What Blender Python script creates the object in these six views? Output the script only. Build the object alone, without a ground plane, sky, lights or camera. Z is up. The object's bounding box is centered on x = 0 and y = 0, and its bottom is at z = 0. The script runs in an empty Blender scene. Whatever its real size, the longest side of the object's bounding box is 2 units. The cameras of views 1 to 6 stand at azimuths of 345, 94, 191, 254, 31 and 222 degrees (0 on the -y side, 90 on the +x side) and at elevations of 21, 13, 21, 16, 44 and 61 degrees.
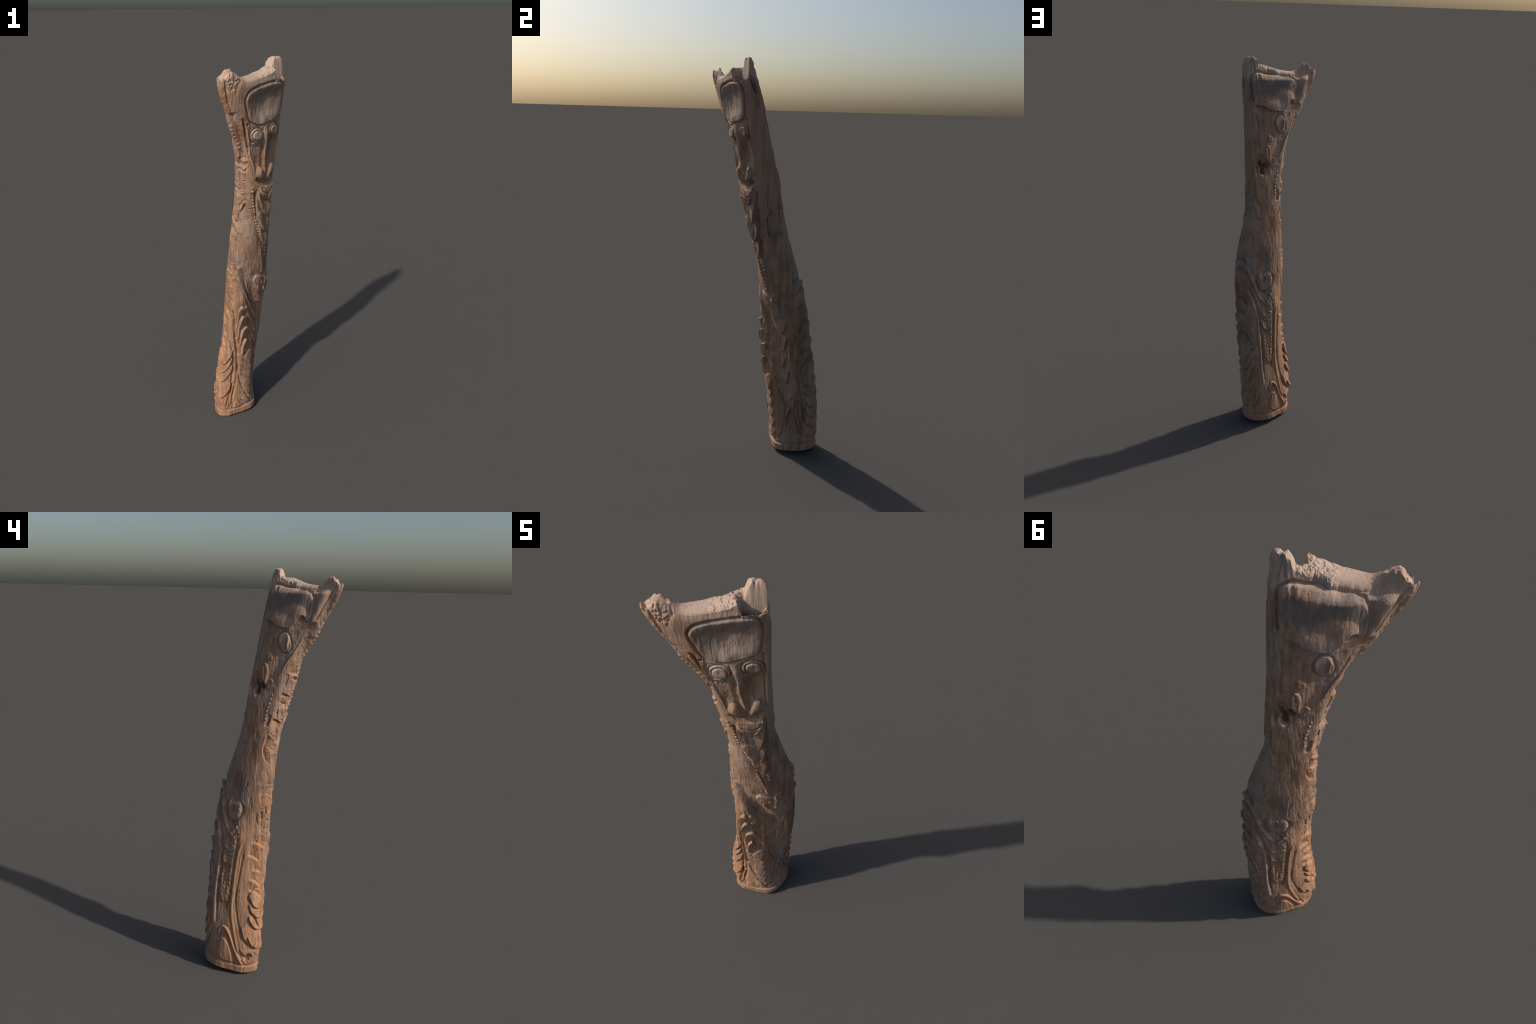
"""A tall leaning post of weathered, carved wood: a triangular-to-slab-shaped
trunk with a long mask carved on its front, a worn second mask on its back,
stacks of leaf-like lobes on the lower half and a broken, saddle-shaped top.

The trunk is a loft: a bent spine, an elliptic frame that flattens towards the
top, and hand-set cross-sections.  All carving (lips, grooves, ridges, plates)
is real relief on that loft, drawn with strokes in (angle, height) coordinates.
The finished skin is then split into named parts along the carving.
"""
import bpy, math
import numpy as np

rng = np.random.default_rng(7)

# ------------------------------------------------------------------ the trunk
# spine: height, x, y
SPINE = np.array([[0, -.05, .165], [.3, -.04, .14], [.6, -.022, .11], [.83, 0, .085], [1.1, .015, .04],
                  [1.44, .03, -.045], [1.66, .035, -.115], [1.8, .02, -.155], [2.0, -.005, -.2]])
# frame: height, half width along the slab, half thickness across it
FRAME = np.array([[0, .11, .11], [.8, .11, .1], [1.2, .10, .085], [1.44, .11, .075], [1.7, .14, .065], [2.0, .2, .055]])
LONG = np.array([.868, .496])     # along the slab, towards the splinter side
FACE = np.array([.496, -.868])    # the way the carved mask looks
# cross-sections: height, relative radius every 15 degrees, from LONG (0) over FACE (90)
SECTIONS = [
    (0.00, [1.20, 1.15, 1.10, 1.09, 1.10, 1.08, 1.02, .98, .98, 1.10, 1.26, 1.32, 1.24, 1.10, .96, .85, .81, .83, .90, .99, 1.10, 1.20, 1.25, 1.24]),
    (0.06, [1.21, 1.14, 1.08, 1.06, 1.07, 1.06, 1.02, .99, 1.02, 1.12, 1.26, 1.34, 1.28, 1.13, .98, .86, .82, .84, .90, 1.00, 1.13, 1.25, 1.31, 1.27]),
    (0.16, [1.23, 1.07, .97, .98, 1.01, 1.04, 1.04, 1.01, 1.01, 1.08, 1.24, 1.41, 1.33, 1.13, .95, .85, .83, .89, .93, 1.03, 1.19, 1.33, 1.36, 1.36]),
    (0.30, [1.30, 1.10, .97, .93, .95, 1.01, 1.05, 1.06, 1.07, 1.07, 1.22, 1.33, 1.21, 1.01, .88, .81, .80, .82, .87, 1.00, 1.21, 1.38, 1.34, 1.44]),
    (0.45, [1.41, 1.22, 1.03, .91, .90, .95, .97, 1.05, 1.15, 1.14, 1.19, 1.13, 1.00, .88, .80, .77, .77, .75, .77, .88, 1.15, 1.40, 1.37, 1.47]),
    (0.60, [1.47, 1.31, 1.10, .93, .85, .82, .83, .99, 1.08, 1.17, 1.14, 1.03, .89, .80, .78, .77, .77, .76, .73, .76, 1.04, 1.33, 1.46, 1.55]),
    (0.75, [1.46, 1.31, 1.15, 1.02, .92, .84, .81, .93, 1.09, 1.18, 1.16, 1.05, .94, .87, .84, .80, .79, .79, .74, .76, .98, 1.25, 1.46, 1.52]),
    (0.88, [1.45, 1.32, 1.19, 1.11, 1.05, .98, .91, .94, 1.01, 1.09, 1.17, 1.18, 1.08, .97, .88, .81, .78, .77, .73, .76, .94, 1.18, 1.39, 1.51]),
    (1.00, [1.38, 1.28, 1.20, 1.18, 1.15, 1.11, 1.06, 1.03, 1.03, 1.07, 1.15, 1.17, 1.08, .99, .89, .81, .76, .73, .73, .79, .91, 1.08, 1.25, 1.37]),
    (1.10, [1.22, 1.15, 1.16, 1.22, 1.21, 1.18, 1.15, 1.15, 1.10, 1.08, 1.09, 1.08, 1.03, .96, .88, .80, .73, .70, .72, .78, .85, 1.01, 1.15, 1.22]),
    (1.20, [1.04, 1.03, 1.12, 1.21, 1.21, 1.16, 1.18, 1.19, 1.15, 1.09, 1.07, 1.08, 1.01, .96, .88, .79, .72, .70, .72, .76, .79, .99, 1.09, 1.08]),
    (1.30, [1.00, 1.02, 1.11, 1.20, 1.17, 1.14, 1.17, 1.20, 1.18, 1.11, 1.05, 1.06, .95, .89, .89, .80, .73, .72, .76, .83, .95, 1.10, 1.09, 1.03]),
    (1.40, [1.00, 1.02, 1.08, 1.10, 1.07, 1.06, 1.09, 1.15, 1.19, 1.10, 1.03, .97, .91, .89, .89, .85, .80, .80, .85, .97, 1.11, 1.19, 1.13, 1.04]),
    (1.50, [1.01, 1.02, 1.06, .99, .94, .86, .81, 1.02, 1.13, 1.09, 1.00, .94, .94, .90, .94, .98, .92, .91, 1.00, 1.16, 1.26, 1.26, 1.14, 1.04]),
    (1.60, [1.01, 1.01, .97, .86, .83, .88, .72, .90, .99, .99, .98, .97, .99, .96, .99, 1.07, 1.02, 1.04, 1.21, 1.36, 1.43, 1.35, 1.16, 1.06]),
    (1.70, [1.02, 1.00, .92, .78, .72, .73, .73, .70, .79, .86, 1.00, 1.11, 1.17, 1.15, 1.08, 1.09, 1.13, 1.28, 1.41, 1.49, 1.54, 1.42, 1.22, 1.07]),
    (1.80, [1.07, 1.07, .98, .87, .75, .58, .59, .66, .75, .89, 1.02, 1.14, 1.21, 1.15, 1.07, 1.05, 1.16, 1.34, 1.42, 1.47, 1.52, 1.42, 1.27, 1.12]),
    (1.90, [1.08, 1.09, 1.07, 1.02, .94, .88, .81, .84, .86, .95, 1.05, 1.17, 1.22, 1.09, .99, .93, .91, 1.11, 1.25, 1.30, 1.30, 1.33, 1.22, 1.13]),
    (2.00, [1.03, 1.08, 1.13, 1.15, 1.14, 1.11, 1.05, 1.01, 1.00, 1.02, 1.03, 1.02, .95, .94, .88, .82, .81, .90, 1.01, 1.08, 1.10, 1.11, 1.09, 1.04]),
]


def spline_basis(xs, xq):
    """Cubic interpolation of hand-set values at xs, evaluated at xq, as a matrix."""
    xs = np.asarray(xs, float); n = len(xs); W = np.zeros((len(xq), n))
    i = np.clip(np.searchsorted(xs, xq, side='right') - 1, 0, n - 2)
    h = xs[i + 1] - xs[i]; t = (xq - xs[i]) / h
    for j in range(n):
        e = np.zeros(n); e[j] = 1; m = np.zeros(n)
        m[1:-1] = (e[2:] - e[:-2]) / (xs[2:] - xs[:-2])
        m[0] = (e[1] - e[0]) / (xs[1] - xs[0]); m[-1] = (e[-1] - e[-2]) / (xs[-1] - xs[-2])
        W[:, j] = (2*t**3 - 3*t**2 + 1)*e[i] + (t**3 - 2*t**2 + t)*h*m[i] + (-2*t**3 + 3*t**2)*e[i + 1] + (t**3 - t**2)*h*m[i + 1]
    return W


def ring_basis(n, q):
    W = np.zeros((len(q), n)); x = q * n; i = np.floor(x).astype(int); t = x - i
    b = [-.5*t + t**2 - .5*t**3, 1 - 2.5*t**2 + 1.5*t**3, .5*t + 2*t**2 - 1.5*t**3, -.5*t**2 + .5*t**3]
    for k in range(4):
        np.add.at(W, (np.arange(len(q)), (i - 1 + k) % n), b[k])
    return W

ROWS, COLS = 1500, 560
ZSEC = [s[0] for s in SECTIONS]
RADII = np.array([s[1] for s in SECTIONS])
ZT = 2.02                                     # table top
NZ = 405
zt = np.linspace(0, ZT, NZ)

def trunk_table(cols):
    """Trunk surface on a regular (height, angle) table."""
    q = cols
    R = spline_basis(ZSEC, np.minimum(zt, 2.0)) @ RADII @ ring_basis(RADII.shape[1], q).T
    S = spline_basis(SPINE[:, 0], np.minimum(zt, 2.0)) @ SPINE[:, 1:]
    F = spline_basis(FRAME[:, 0], np.minimum(zt, 2.0)) @ FRAME[:, 1:]
    th = q * 2 * math.pi
    P = np.zeros((NZ, len(q), 3))
    for k in range(2):
        P[..., k] = S[:, k, None] + R * (F[:, :1] * np.cos(th) * LONG[k] + F[:, 1:] * np.sin(th) * FACE[k])
    P[..., 2] = zt[:, None]
    return P

# columns are spread evenly by girth (average over the height), not by angle
_q = np.arange(1440) / 1440
_P = trunk_table(_q)
_d = np.linalg.norm(np.roll(_P, -1, 1) - _P, axis=2)
_w = (_d / _d.sum(1, keepdims=True)).mean(0)
_cum = np.concatenate([[0], np.cumsum(_w)])
colq = np.interp(np.arange(COLS) / COLS, _cum, np.arange(1441) / 1440)
TAB = trunk_table(colq)

# ------------------------------------------------------------- value noise
def _hash(ix, iy, iz, seed):
    h = (ix * 374761393 + iy * 668265263 + iz * 2147483647 + seed * 1274126177) & 0xffffffff
    h = ((h ^ (h >> 13)) * 1274126177) & 0xffffffff
    h = ((h ^ (h >> 16)) * 2246822519) & 0xffffffff
    return ((h ^ (h >> 15)) & 0xffffff) / float(0xffffff) * 2 - 1

def noise(p, seed=0):
    p = np.asarray(p); f = np.floor(p).astype(np.int64); t = p - f; t = t * t * (3 - 2 * t)
    out = 0
    for dx in (0, 1):
        for dy in (0, 1):
            for dz in (0, 1):
                w = (t[..., 0] if dx else 1 - t[..., 0]) * (t[..., 1] if dy else 1 - t[..., 1]) * (t[..., 2] if dz else 1 - t[..., 2])
                out = out + w * _hash(f[..., 0] + dx, f[..., 1] + dy, f[..., 2] + dz, seed)
    return out

def fbm(p, seed=0, octaves=3):
    s = 0; a = 1.0
    for o in range(octaves):
        s = s + a * noise(p * 2**o, seed + 17 * o); a *= .5
    return s / 1.8

def smooth(a, b, x):
    t = np.clip((x - a) / (b - a), 0, 1); return t * t * (3 - 2 * t)

def bump(x, c, w):
    return np.exp(-((x - c) / w) ** 2)

# ------------------------------------------------------------- the broken top
# height of the saddle along the slab (p runs from the wing tip to the splinter)
TOP_P = [-.32, -.300, -.292, -.27, -.241, -.215, -.19, -.172, -.12, -.07, -.03, .02, .06, .12]
TOP_Z = [1.935, 1.938, 1.925, 1.945, 1.966, 1.950, 1.934, 1.926, 1.929, 1.938, 1.950, 1.962, 1.965, 1.965]

def top_height(x, y, nn, edge=1.0):
    """nn: -1 back .. +1 front across the slab."""
    p = x * LONG[0] + y * LONG[1]
    pt = np.stack([x, y, 0 * x], -1)
    z = (spline_basis(TOP_P, np.clip(p, -.32, .12).ravel()) @ np.array(TOP_Z)).reshape(p.shape)
    roll = .022 * (1 - math.sqrt(max(0, 1 - edge * edge)))
    z = z - roll * smooth(.04, -.02, p) * smooth(-.26, -.2, p)
    # splinter left standing on the back half
    pw = p + .010 * noise(pt * 55, 15)
    sp = smooth(.026, .046, pw + .012 * nn) * smooth(.22, .05, nn + .22 * noise(pt * 75, 5)) * smooth(.116, .100, p + .012 * nn)
    z = z + sp * (2.0 - .035 * np.clip((np.abs(p - .072) - .012) / .03, 0, 1)**2 - z)
    # front half broken off lower, rotted hollow between the two
    fr = smooth(.012, .03, pw) * smooth(.05, .22, nn)
    z = z + fr * (1.903 - z) + fr * .006 * np.floor(2 * noise(pt * 55, 8))
    hol = np.exp(-(((p - .03) / .016) ** 2 + ((nn - .28) / .30) ** 2)) + .75 * smooth(.03, .05, p) * np.exp(-((nn - .38) / .16) ** 2) * smooth(.11, .07, p)
    z = z - .055 * np.clip(hol, 0, 1)
    # rotten, pitted wing end and upper saddle
    crust = smooth(-.20, -.225, p + .012 * noise(pt * 40, 2))
    z = z + crust * (.016 * fbm(pt * 70, 3) - .02 * bump(nn, .35, .2) * bump(p, -.235, .03) - .010 * smooth(.2, .8, nn))
    z = z - .03 * np.exp(-(((p + .288) / .009) ** 2 + (nn / .5) ** 2))
    pit = smooth(-.12, -.02, p)
    z = z + pit * (.006 * fbm(pt * 120, 4) - .004 * np.abs(noise(pt * 190, 14))) * (1 - sp)
    z = z + sp * (.006 * fbm(pt * 90, 9) - .012 * bump(p, .068, .006) * smooth(-.3, .1, nn))
    return z

S20 = TAB[int(1.93 / ZT * (NZ - 1))]
mid = S20[:, :2].mean(0)
pr_ = S20[:, :2] @ LONG; nr_ = S20[:, :2] @ FACE
_po = np.linspace(pr_.min(), pr_.max(), 60)
_front = colq < .5
def _edge(sel):
    o = np.argsort(pr_[sel]); return np.interp(_po, pr_[sel][o], nr_[sel][o])
NFRONT, NBACK = _edge(_front), _edge(~_front)
def across(x, y):
    p = x * LONG[0] + y * LONG[1]; n = x * FACE[0] + y * FACE[1]
    f = np.interp(p, _po, NFRONT); b = np.interp(p, _po, NBACK)
    return np.clip((n - (f + b) / 2) / np.maximum((f - b) / 2, .006), -1, 1)

rim_z = np.full(COLS, 1.93)
for _ in range(4):
    k = rim_z / ZT * (NZ - 1); k0 = np.clip(k.astype(int), 0, NZ - 2); f = (k - k0)[:, None]
    rim = TAB[k0, np.arange(COLS)] * (1 - f) + TAB[k0 + 1, np.arange(COLS)] * f
    rim_z = .5 * rim_z + .5 * np.minimum(top_height(rim[:, 0], rim[:, 1], across(rim[:, 0], rim[:, 1])), 2.0)

# ------------------------------------------------------------ the skin, undressed
frac = np.linspace(0, 1, ROWS)
FB, ZB = .93, 1.84                            # rows are level up to ZB, then follow the broken rim
Z = np.where(frac[:, None] < FB, frac[:, None] / FB * ZB, ZB + (rim_z[None, :] - ZB) * (frac[:, None] - FB) / (1 - FB))
k = Z / ZT * (NZ - 1); k0 = np.clip(k.astype(int), 0, NZ - 2); f = k - k0
ci = np.arange(COLS)[None, :]
P0 = TAB[k0, ci] * (1 - f)[..., None] + TAB[k0 + 1, ci] * f[..., None]
du = np.roll(TAB, -1, 1) - np.roll(TAB, 1, 1)
dv = np.gradient(TAB, axis=0)
NT = np.cross(dv, du); NT /= np.linalg.norm(NT, axis=2, keepdims=True) + 1e-12
NRM = NT[k0, ci]
# girth coordinate: metres along the section from column 0
seg = np.linalg.norm(np.roll(TAB, -1, 1) - TAB, axis=2)
GIRTH = seg.sum(1)
GT = np.concatenate([np.zeros((NZ, 1)), np.cumsum(seg, 1)], 1)     # NZ x COLS+1
G0 = GT[k0, ci] * (1 - f) + GT[k0 + 1, ci] * f
GL = GIRTH[k0] * (1 - f) + GIRTH[k0 + 1] * f
colq1 = np.concatenate([colq, [1.0]])
D = np.zeros((ROWS, COLS))                    # relief, metres outward

# --------------------------------------------------------------- carving tools
# Strokes are lists of (angle in degrees, height).  Seen from outside, angles run
# leftwards; every tool works in a flat chart: X metres to the right, Y = height.
PARTS = ['shaft', 'head', 'base_rim', 'broken_top']
LABEL = np.zeros((ROWS, COLS), int)
LABEL[Z > 1.46] = 1

def girth_at(theta, z):
    q = (theta / 360.0) % 1.0
    r = z / ZT * (NZ - 1); r0 = int(min(r, NZ - 2)); t = r - r0
    return np.interp(q, colq1, GT[r0] * (1 - t) + GT[r0 + 1] * t), GIRTH[r0] * (1 - t) + GIRTH[r0 + 1] * t

class Chart:
    def __init__(self, pts, margin):
        pts = np.array(pts, float)
        ref = pts[:, 0].mean()
        zs = pts[:, 1]
        self.r0 = max(0, int((zs.min() - margin) / 2.0 * (ROWS - 1)) - 2)
        self.r1 = min(ROWS, int((zs.max() + margin) / 1.88 * (ROWS - 1)) + 3)
        ctrl = []
        for th, z in pts:
            g, L = girth_at(th, z); g0, _ = girth_at(ref, z)
            ctrl.append((-((g - g0 + L / 2) % L - L / 2), z))
        self.ctrl = np.array(ctrl)
        sl = slice(self.r0, self.r1)
        qr = (ref / 360.0) % 1.0
        gref = np.array([np.interp(qr, colq1, GT[i]) for i in range(NZ)])
        zz = Z[sl]; gr = np.interp(zz, zt, gref)
        L = GL[sl]
        X = -((G0[sl] - gr + L / 2) % L - L / 2)
        lo, hi = self.ctrl[:, 0].min() - margin, self.ctrl[:, 0].max() + margin
        m = (X > lo) & (X < hi) & (zz > zs.min() - margin) & (zz < zs.max() + margin)
        self.ii, self.jj = np.nonzero(m); self.ii = self.ii + self.r0
        self.X = X[m]; self.Y = zz[m]
        self.P = P0[self.ii, self.jj]
    def add(self, v):
        D[self.ii, self.jj] += v
    def mark(self, mask, part):
        if part:
            PARTS.append(part)
            LABEL[self.ii[mask], self.jj[mask]] = len(PARTS) - 1

def curve(c, closed=False, n=7):
    c = np.asarray(c); N = len(c)
    if N == 1: return c
    out = []
    segs = N if closed else N - 1
    for i in range(segs):
        p = [c[(i - 1) % N], c[i], c[(i + 1) % N], c[(i + 2) % N]] if closed else \
            [c[max(i - 1, 0)], c[i], c[i + 1], c[min(i + 2, N - 1)]]
        for k in range(n):
            t = k / n
            out.append(.5 * (2*p[1] + (p[2] - p[0])*t + (2*p[0] - 5*p[1] + 4*p[2] - p[3])*t*t + (3*p[1] - p[0] - 3*p[2] + p[3])*t**3))
    out.append(c[0] if closed else c[-1])
    return np.array(out)

def along(ch, line):
    """distance to a line, side (+ left of travel), and position along it 0..1"""
    A = line[:-1]; B = line[1:]; d = B - A; ln = np.hypot(d[:, 0], d[:, 1]) + 1e-9
    cum = np.concatenate([[0], np.cumsum(ln)])
    best = np.full(ch.X.shape, 1e9); side = np.zeros_like(best); pos = np.zeros_like(best)
    for i in range(len(A)):
        rx, ry = ch.X - A[i, 0], ch.Y - A[i, 1]
        t = np.clip((rx * d[i, 0] + ry * d[i, 1]) / ln[i]**2, 0, 1)
        q = np.hypot(rx - t * d[i, 0], ry - t * d[i, 1])
        m = q < best
        best[m] = q[m]; pos[m] = (cum[i] + t[m] * ln[i])
        side[m] = np.sign(d[i, 0] * ry[m] - d[i, 1] * rx[m])
    return best, side, pos / cum[-1], cum[-1]

def wobble(ch, a=.0012):
    return a * noise(ch.P * 45, 21)

def taper(pos, length, ends=.014):
    e = min(ends / length, .3)
    return smooth(0, e, pos) * smooth(1, 1 - e, pos)

def groove(pts, w, d, closed=False, part=None):
    ch = Chart(pts, 3.2 * w); line = curve(ch.ctrl, closed)
    r, s, pos, ln = along(ch, line); r = np.abs(r + wobble(ch))
    ch.add(-d * np.exp(-(r / w)**2) * (1 if closed else taper(pos, ln)) * (1 + .25 * noise(ch.P * 30, 4)))
    ch.mark(r < w, part)

def ridge(pts, w, h, part=None):
    ch = Chart(pts, 3.2 * w); r, s, pos, ln = along(ch, curve(ch.ctrl)); r = np.abs(r + wobble(ch))
    t = taper(pos, ln, .045)
    ch.add(t * (h * np.exp(-(r / w)**2.6) - .25 * h * np.exp(-((r - 1.9 * w) / (.6 * w))**2)))
    ch.mark(r < 1.3 * w, part)

def lip(pts, h, d, L, side='L', soft=.0022, part=None):
    """an overlapping plate: one side stands proud, the other is cut back"""
    ch = Chart(pts, 3.5 * L); r, s, pos, ln = along(ch, curve(ch.ctrl))
    r = r * s * (1 if side == 'L' else -1) + wobble(ch)
    t = taper(pos, ln, .02)
    up = h * np.exp(-np.maximum(r, 0) / (1.3 * L)); dn = -d * np.exp(-np.maximum(-r, 0) / L)
    k = smooth(-soft, soft, r)
    fade = smooth(3.2 * L, 1.6 * L, np.abs(r))
    ch.add(t * fade * (up * k + dn * (1 - k)))
    ch.mark((r > 0) & (r < 1.3 * L) & (t > .2), part)

def inside(ch, line):
    r, s, pos, ln = along(ch, line)
    odd = np.zeros(ch.X.shape, bool)
    A = line[:-1]; B = line[1:]
    for i in range(len(A)):
        c = (A[i, 1] > ch.Y) != (B[i, 1] > ch.Y)
        x = (B[i, 0] - A[i, 0]) * (ch.Y - A[i, 1]) / (B[i, 1] - A[i, 1] + 1e-12) + A[i, 0]
        odd ^= c & (ch.X < x)
    return np.where(odd, r, -r)          # + inside

def plate(pts, h, bevel, part=None):
    ch = Chart(pts, 2 * bevel + .004); e = inside(ch, curve(ch.ctrl, True)) + wobble(ch)
    ch.add(h * smooth(-bevel * .5, bevel, e)); ch.mark(e > 0, part)

def dome(pts, h, part=None):
    ch = Chart(pts, .006); e = inside(ch, curve(ch.ctrl, True)); m = max(e.max(), 1e-4)
    q = np.clip(e / m, 0, 1); ch.add(h * np.sqrt(1 - (1 - q)**2)); ch.mark(e > 0, part)

def crust(pts, amp):
    ch = Chart(pts, .02); e = inside(ch, curve(ch.ctrl, True))
    n = fbm(ch.P * [95, 95, 55], 31) - .6 * np.abs(noise(ch.P * [160, 160, 70], 33))
    ch.add(amp * n * smooth(-.012, .010, e))

def ladder(pts, h, step):
    ch = Chart(pts, .006); e = inside(ch, curve(ch.ctrl, True))
    rung = np.abs(((ch.Y / step + .4 * noise(ch.P * 40, 3)) % 1) - .5) * 2
    ch.add(h * smooth(-.002, .004, e) * (.25 + .75 * smooth(.15, .6, rung))); ch.mark(e > 0, 'lizard')

def dish(pts, rx, rz, d):
    ch = Chart(pts, 1.6 * max(rx, rz)); q = (ch.X / rx)**2 + ((ch.Y - pts[0][1]) / rz)**2
    ch.add(-d * np.exp(-q**1.3))

def hollow(pts, d, z0, z1):
    """shallow bowl that keeps the rim of an outlined plate"""
    ch = Chart(pts, .004); e = inside(ch, curve(ch.ctrl, True))
    ch.add(-d * smooth(.002, .065, e) * smooth(z0, z1, ch.Y))

def pit(pts, r, d):
    for p in pts:
        ch = Chart([p], 3 * r); q = np.hypot(ch.X, ch.Y - p[1]) * (1 + .5 * noise(ch.P * 60, 6) * (r > .009))
        ch.add(-d * np.exp(-(q / r)**4))

def knob(pts, r, h, part=None):
    for p in pts:
        ch = Chart([p], 1.6 * r); q = np.hypot(ch.X, ch.Y - p[1]) / r
        ch.add(h * np.sqrt(np.clip(1 - q**2.4, 0, 1)) - .15 * h * bump(q, 1.15, .15)); ch.mark(q < 1, part)

def beads(pts, r, h, step, part=None):
    ch = Chart(pts, 2 * r); line = curve(ch.ctrl)
    seg_ = np.hypot(*np.diff(line, axis=0).T); cum = np.concatenate([[0], np.cumsum(seg_)])
    n = max(2, int(cum[-1] / step)); out = np.zeros(ch.X.shape)
    for k in range(n):
        s = (k + .5 + rng.uniform(-.12, .12)) * cum[-1] / n
        x, y = np.interp(s, cum, line[:, 0]), np.interp(s, cum, line[:, 1])
        q = np.hypot(ch.X - x, (ch.Y - y) / 1.1) / (r * rng.uniform(.85, 1.1))
        out = np.maximum(out, np.sqrt(np.clip(1 - q * q, 0, 1)) * rng.uniform(.75, 1.1))
    ch.add(h * out); ch.mark(out > 0, part)

def eye(pts, rx, rz):
    """ring-shaped eye: outer moat, rim, moat, flat boss"""
    ch = Chart(pts, 1.7 * max(rx, rz))
    q = np.hypot(ch.X / rx, (ch.Y - pts[0][1]) / rz) + .02 * noise(ch.P * 50, 8)
    k = rx / .034
    v = .005 * smooth(1.05, .98, q) - .006 * bump(q, .77, .06) + .004 * smooth(.74, .60, q) - .006 * bump(q, 1.13, .06)
    ch.add(k**.5 * v * (1 if rx > .02 else .7)); ch.mark(q < 1.0, 'eye')

# --------------------------------------------------------------- the carving
# forehead panel
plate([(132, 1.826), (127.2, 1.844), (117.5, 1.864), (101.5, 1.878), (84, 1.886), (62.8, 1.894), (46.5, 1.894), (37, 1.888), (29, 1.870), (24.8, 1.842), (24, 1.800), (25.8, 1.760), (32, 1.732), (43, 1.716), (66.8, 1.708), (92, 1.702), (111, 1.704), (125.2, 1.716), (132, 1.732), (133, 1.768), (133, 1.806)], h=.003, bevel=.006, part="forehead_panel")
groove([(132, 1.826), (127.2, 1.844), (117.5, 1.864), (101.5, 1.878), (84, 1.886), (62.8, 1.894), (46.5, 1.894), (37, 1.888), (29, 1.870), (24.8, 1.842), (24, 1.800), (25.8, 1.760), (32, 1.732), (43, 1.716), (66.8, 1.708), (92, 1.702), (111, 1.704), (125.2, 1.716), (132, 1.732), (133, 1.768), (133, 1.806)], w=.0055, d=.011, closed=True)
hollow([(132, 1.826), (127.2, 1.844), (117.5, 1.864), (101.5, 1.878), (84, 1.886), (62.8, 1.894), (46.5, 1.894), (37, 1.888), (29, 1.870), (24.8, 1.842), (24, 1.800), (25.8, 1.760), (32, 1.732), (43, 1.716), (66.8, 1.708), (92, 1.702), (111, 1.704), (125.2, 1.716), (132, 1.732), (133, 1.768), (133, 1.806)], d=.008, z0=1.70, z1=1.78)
# cheeks
plate([(136.2, 1.622), (110.5, 1.628), (97.2, 1.624), (96, 1.574), (95.2, 1.508), (93.8, 1.486), (102.2, 1.498), (111.8, 1.488), (117, 1.460), (123.5, 1.506), (134.5, 1.566)], h=-.015, bevel=.036)
plate([(74.2, 1.644), (52.5, 1.632), (31.5, 1.648), (28, 1.604), (39.5, 1.506), (47.2, 1.504), (60.8, 1.506), (72, 1.486), (73.5, 1.506), (75, 1.578)], h=-.017, bevel=.036)
# eye sockets
plate([(133.2, 1.716), (123, 1.704), (103.2, 1.696), (87.2, 1.692), (90.8, 1.650), (97.8, 1.624), (115, 1.622), (131, 1.622), (134.8, 1.654), (136, 1.688)], h=-.004, bevel=.005)
plate([(73.5, 1.694), (43.5, 1.708), (26.5, 1.724), (21.8, 1.728), (22.5, 1.688), (28.8, 1.644), (39, 1.630), (57.5, 1.636), (74, 1.646), (75, 1.674)], h=-.004, bevel=.005)
# eyes
eye([(112.8, 1.656)], rx=.037, rz=.032)
eye([(43.5, 1.670)], rx=.037, rz=.032)
# eye corners
pit([(137.8, 1.712), (23.8, 1.728)], r=.006, d=.012)
# nose
ridge([(81.2, 1.700), (82.2, 1.640), (84, 1.552), (83.2, 1.486), (82.2, 1.434)], w=.008, h=.005, part="nose")
ridge([(84.5, 1.600), (85, 1.518), (84, 1.466), (82.8, 1.424)], w=.011, h=.006)
# nostrils
pit([(98.8, 1.432)], r=.0075, d=.03)
pit([(62.8, 1.434)], r=.0075, d=.03)
# under nose
groove([(115, 1.448), (101.2, 1.424), (83.5, 1.408), (65.5, 1.418), (47.8, 1.446)], w=.009, d=.014)
# mouth
plate([(114, 1.416), (100.5, 1.404), (83.2, 1.396), (63, 1.404), (46.2, 1.432), (54, 1.378), (65.8, 1.340), (81.5, 1.324), (93.8, 1.344), (104.5, 1.380)], h=.004, bevel=.005, part="mouth")
lip([(112, 1.394), (101.2, 1.362), (92, 1.340), (81.5, 1.324), (69.2, 1.342), (59, 1.378), (52.2, 1.412)], h=.007, d=.007, L=.016, side="L")
groove([(101.2, 1.380), (90.2, 1.364), (79.2, 1.356), (66.2, 1.368), (57.7, 1.394)], w=.0035, d=.006)
groove([(95, 1.358), (85, 1.340), (74, 1.344), (68, 1.360)], w=.003, d=.004)
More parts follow.
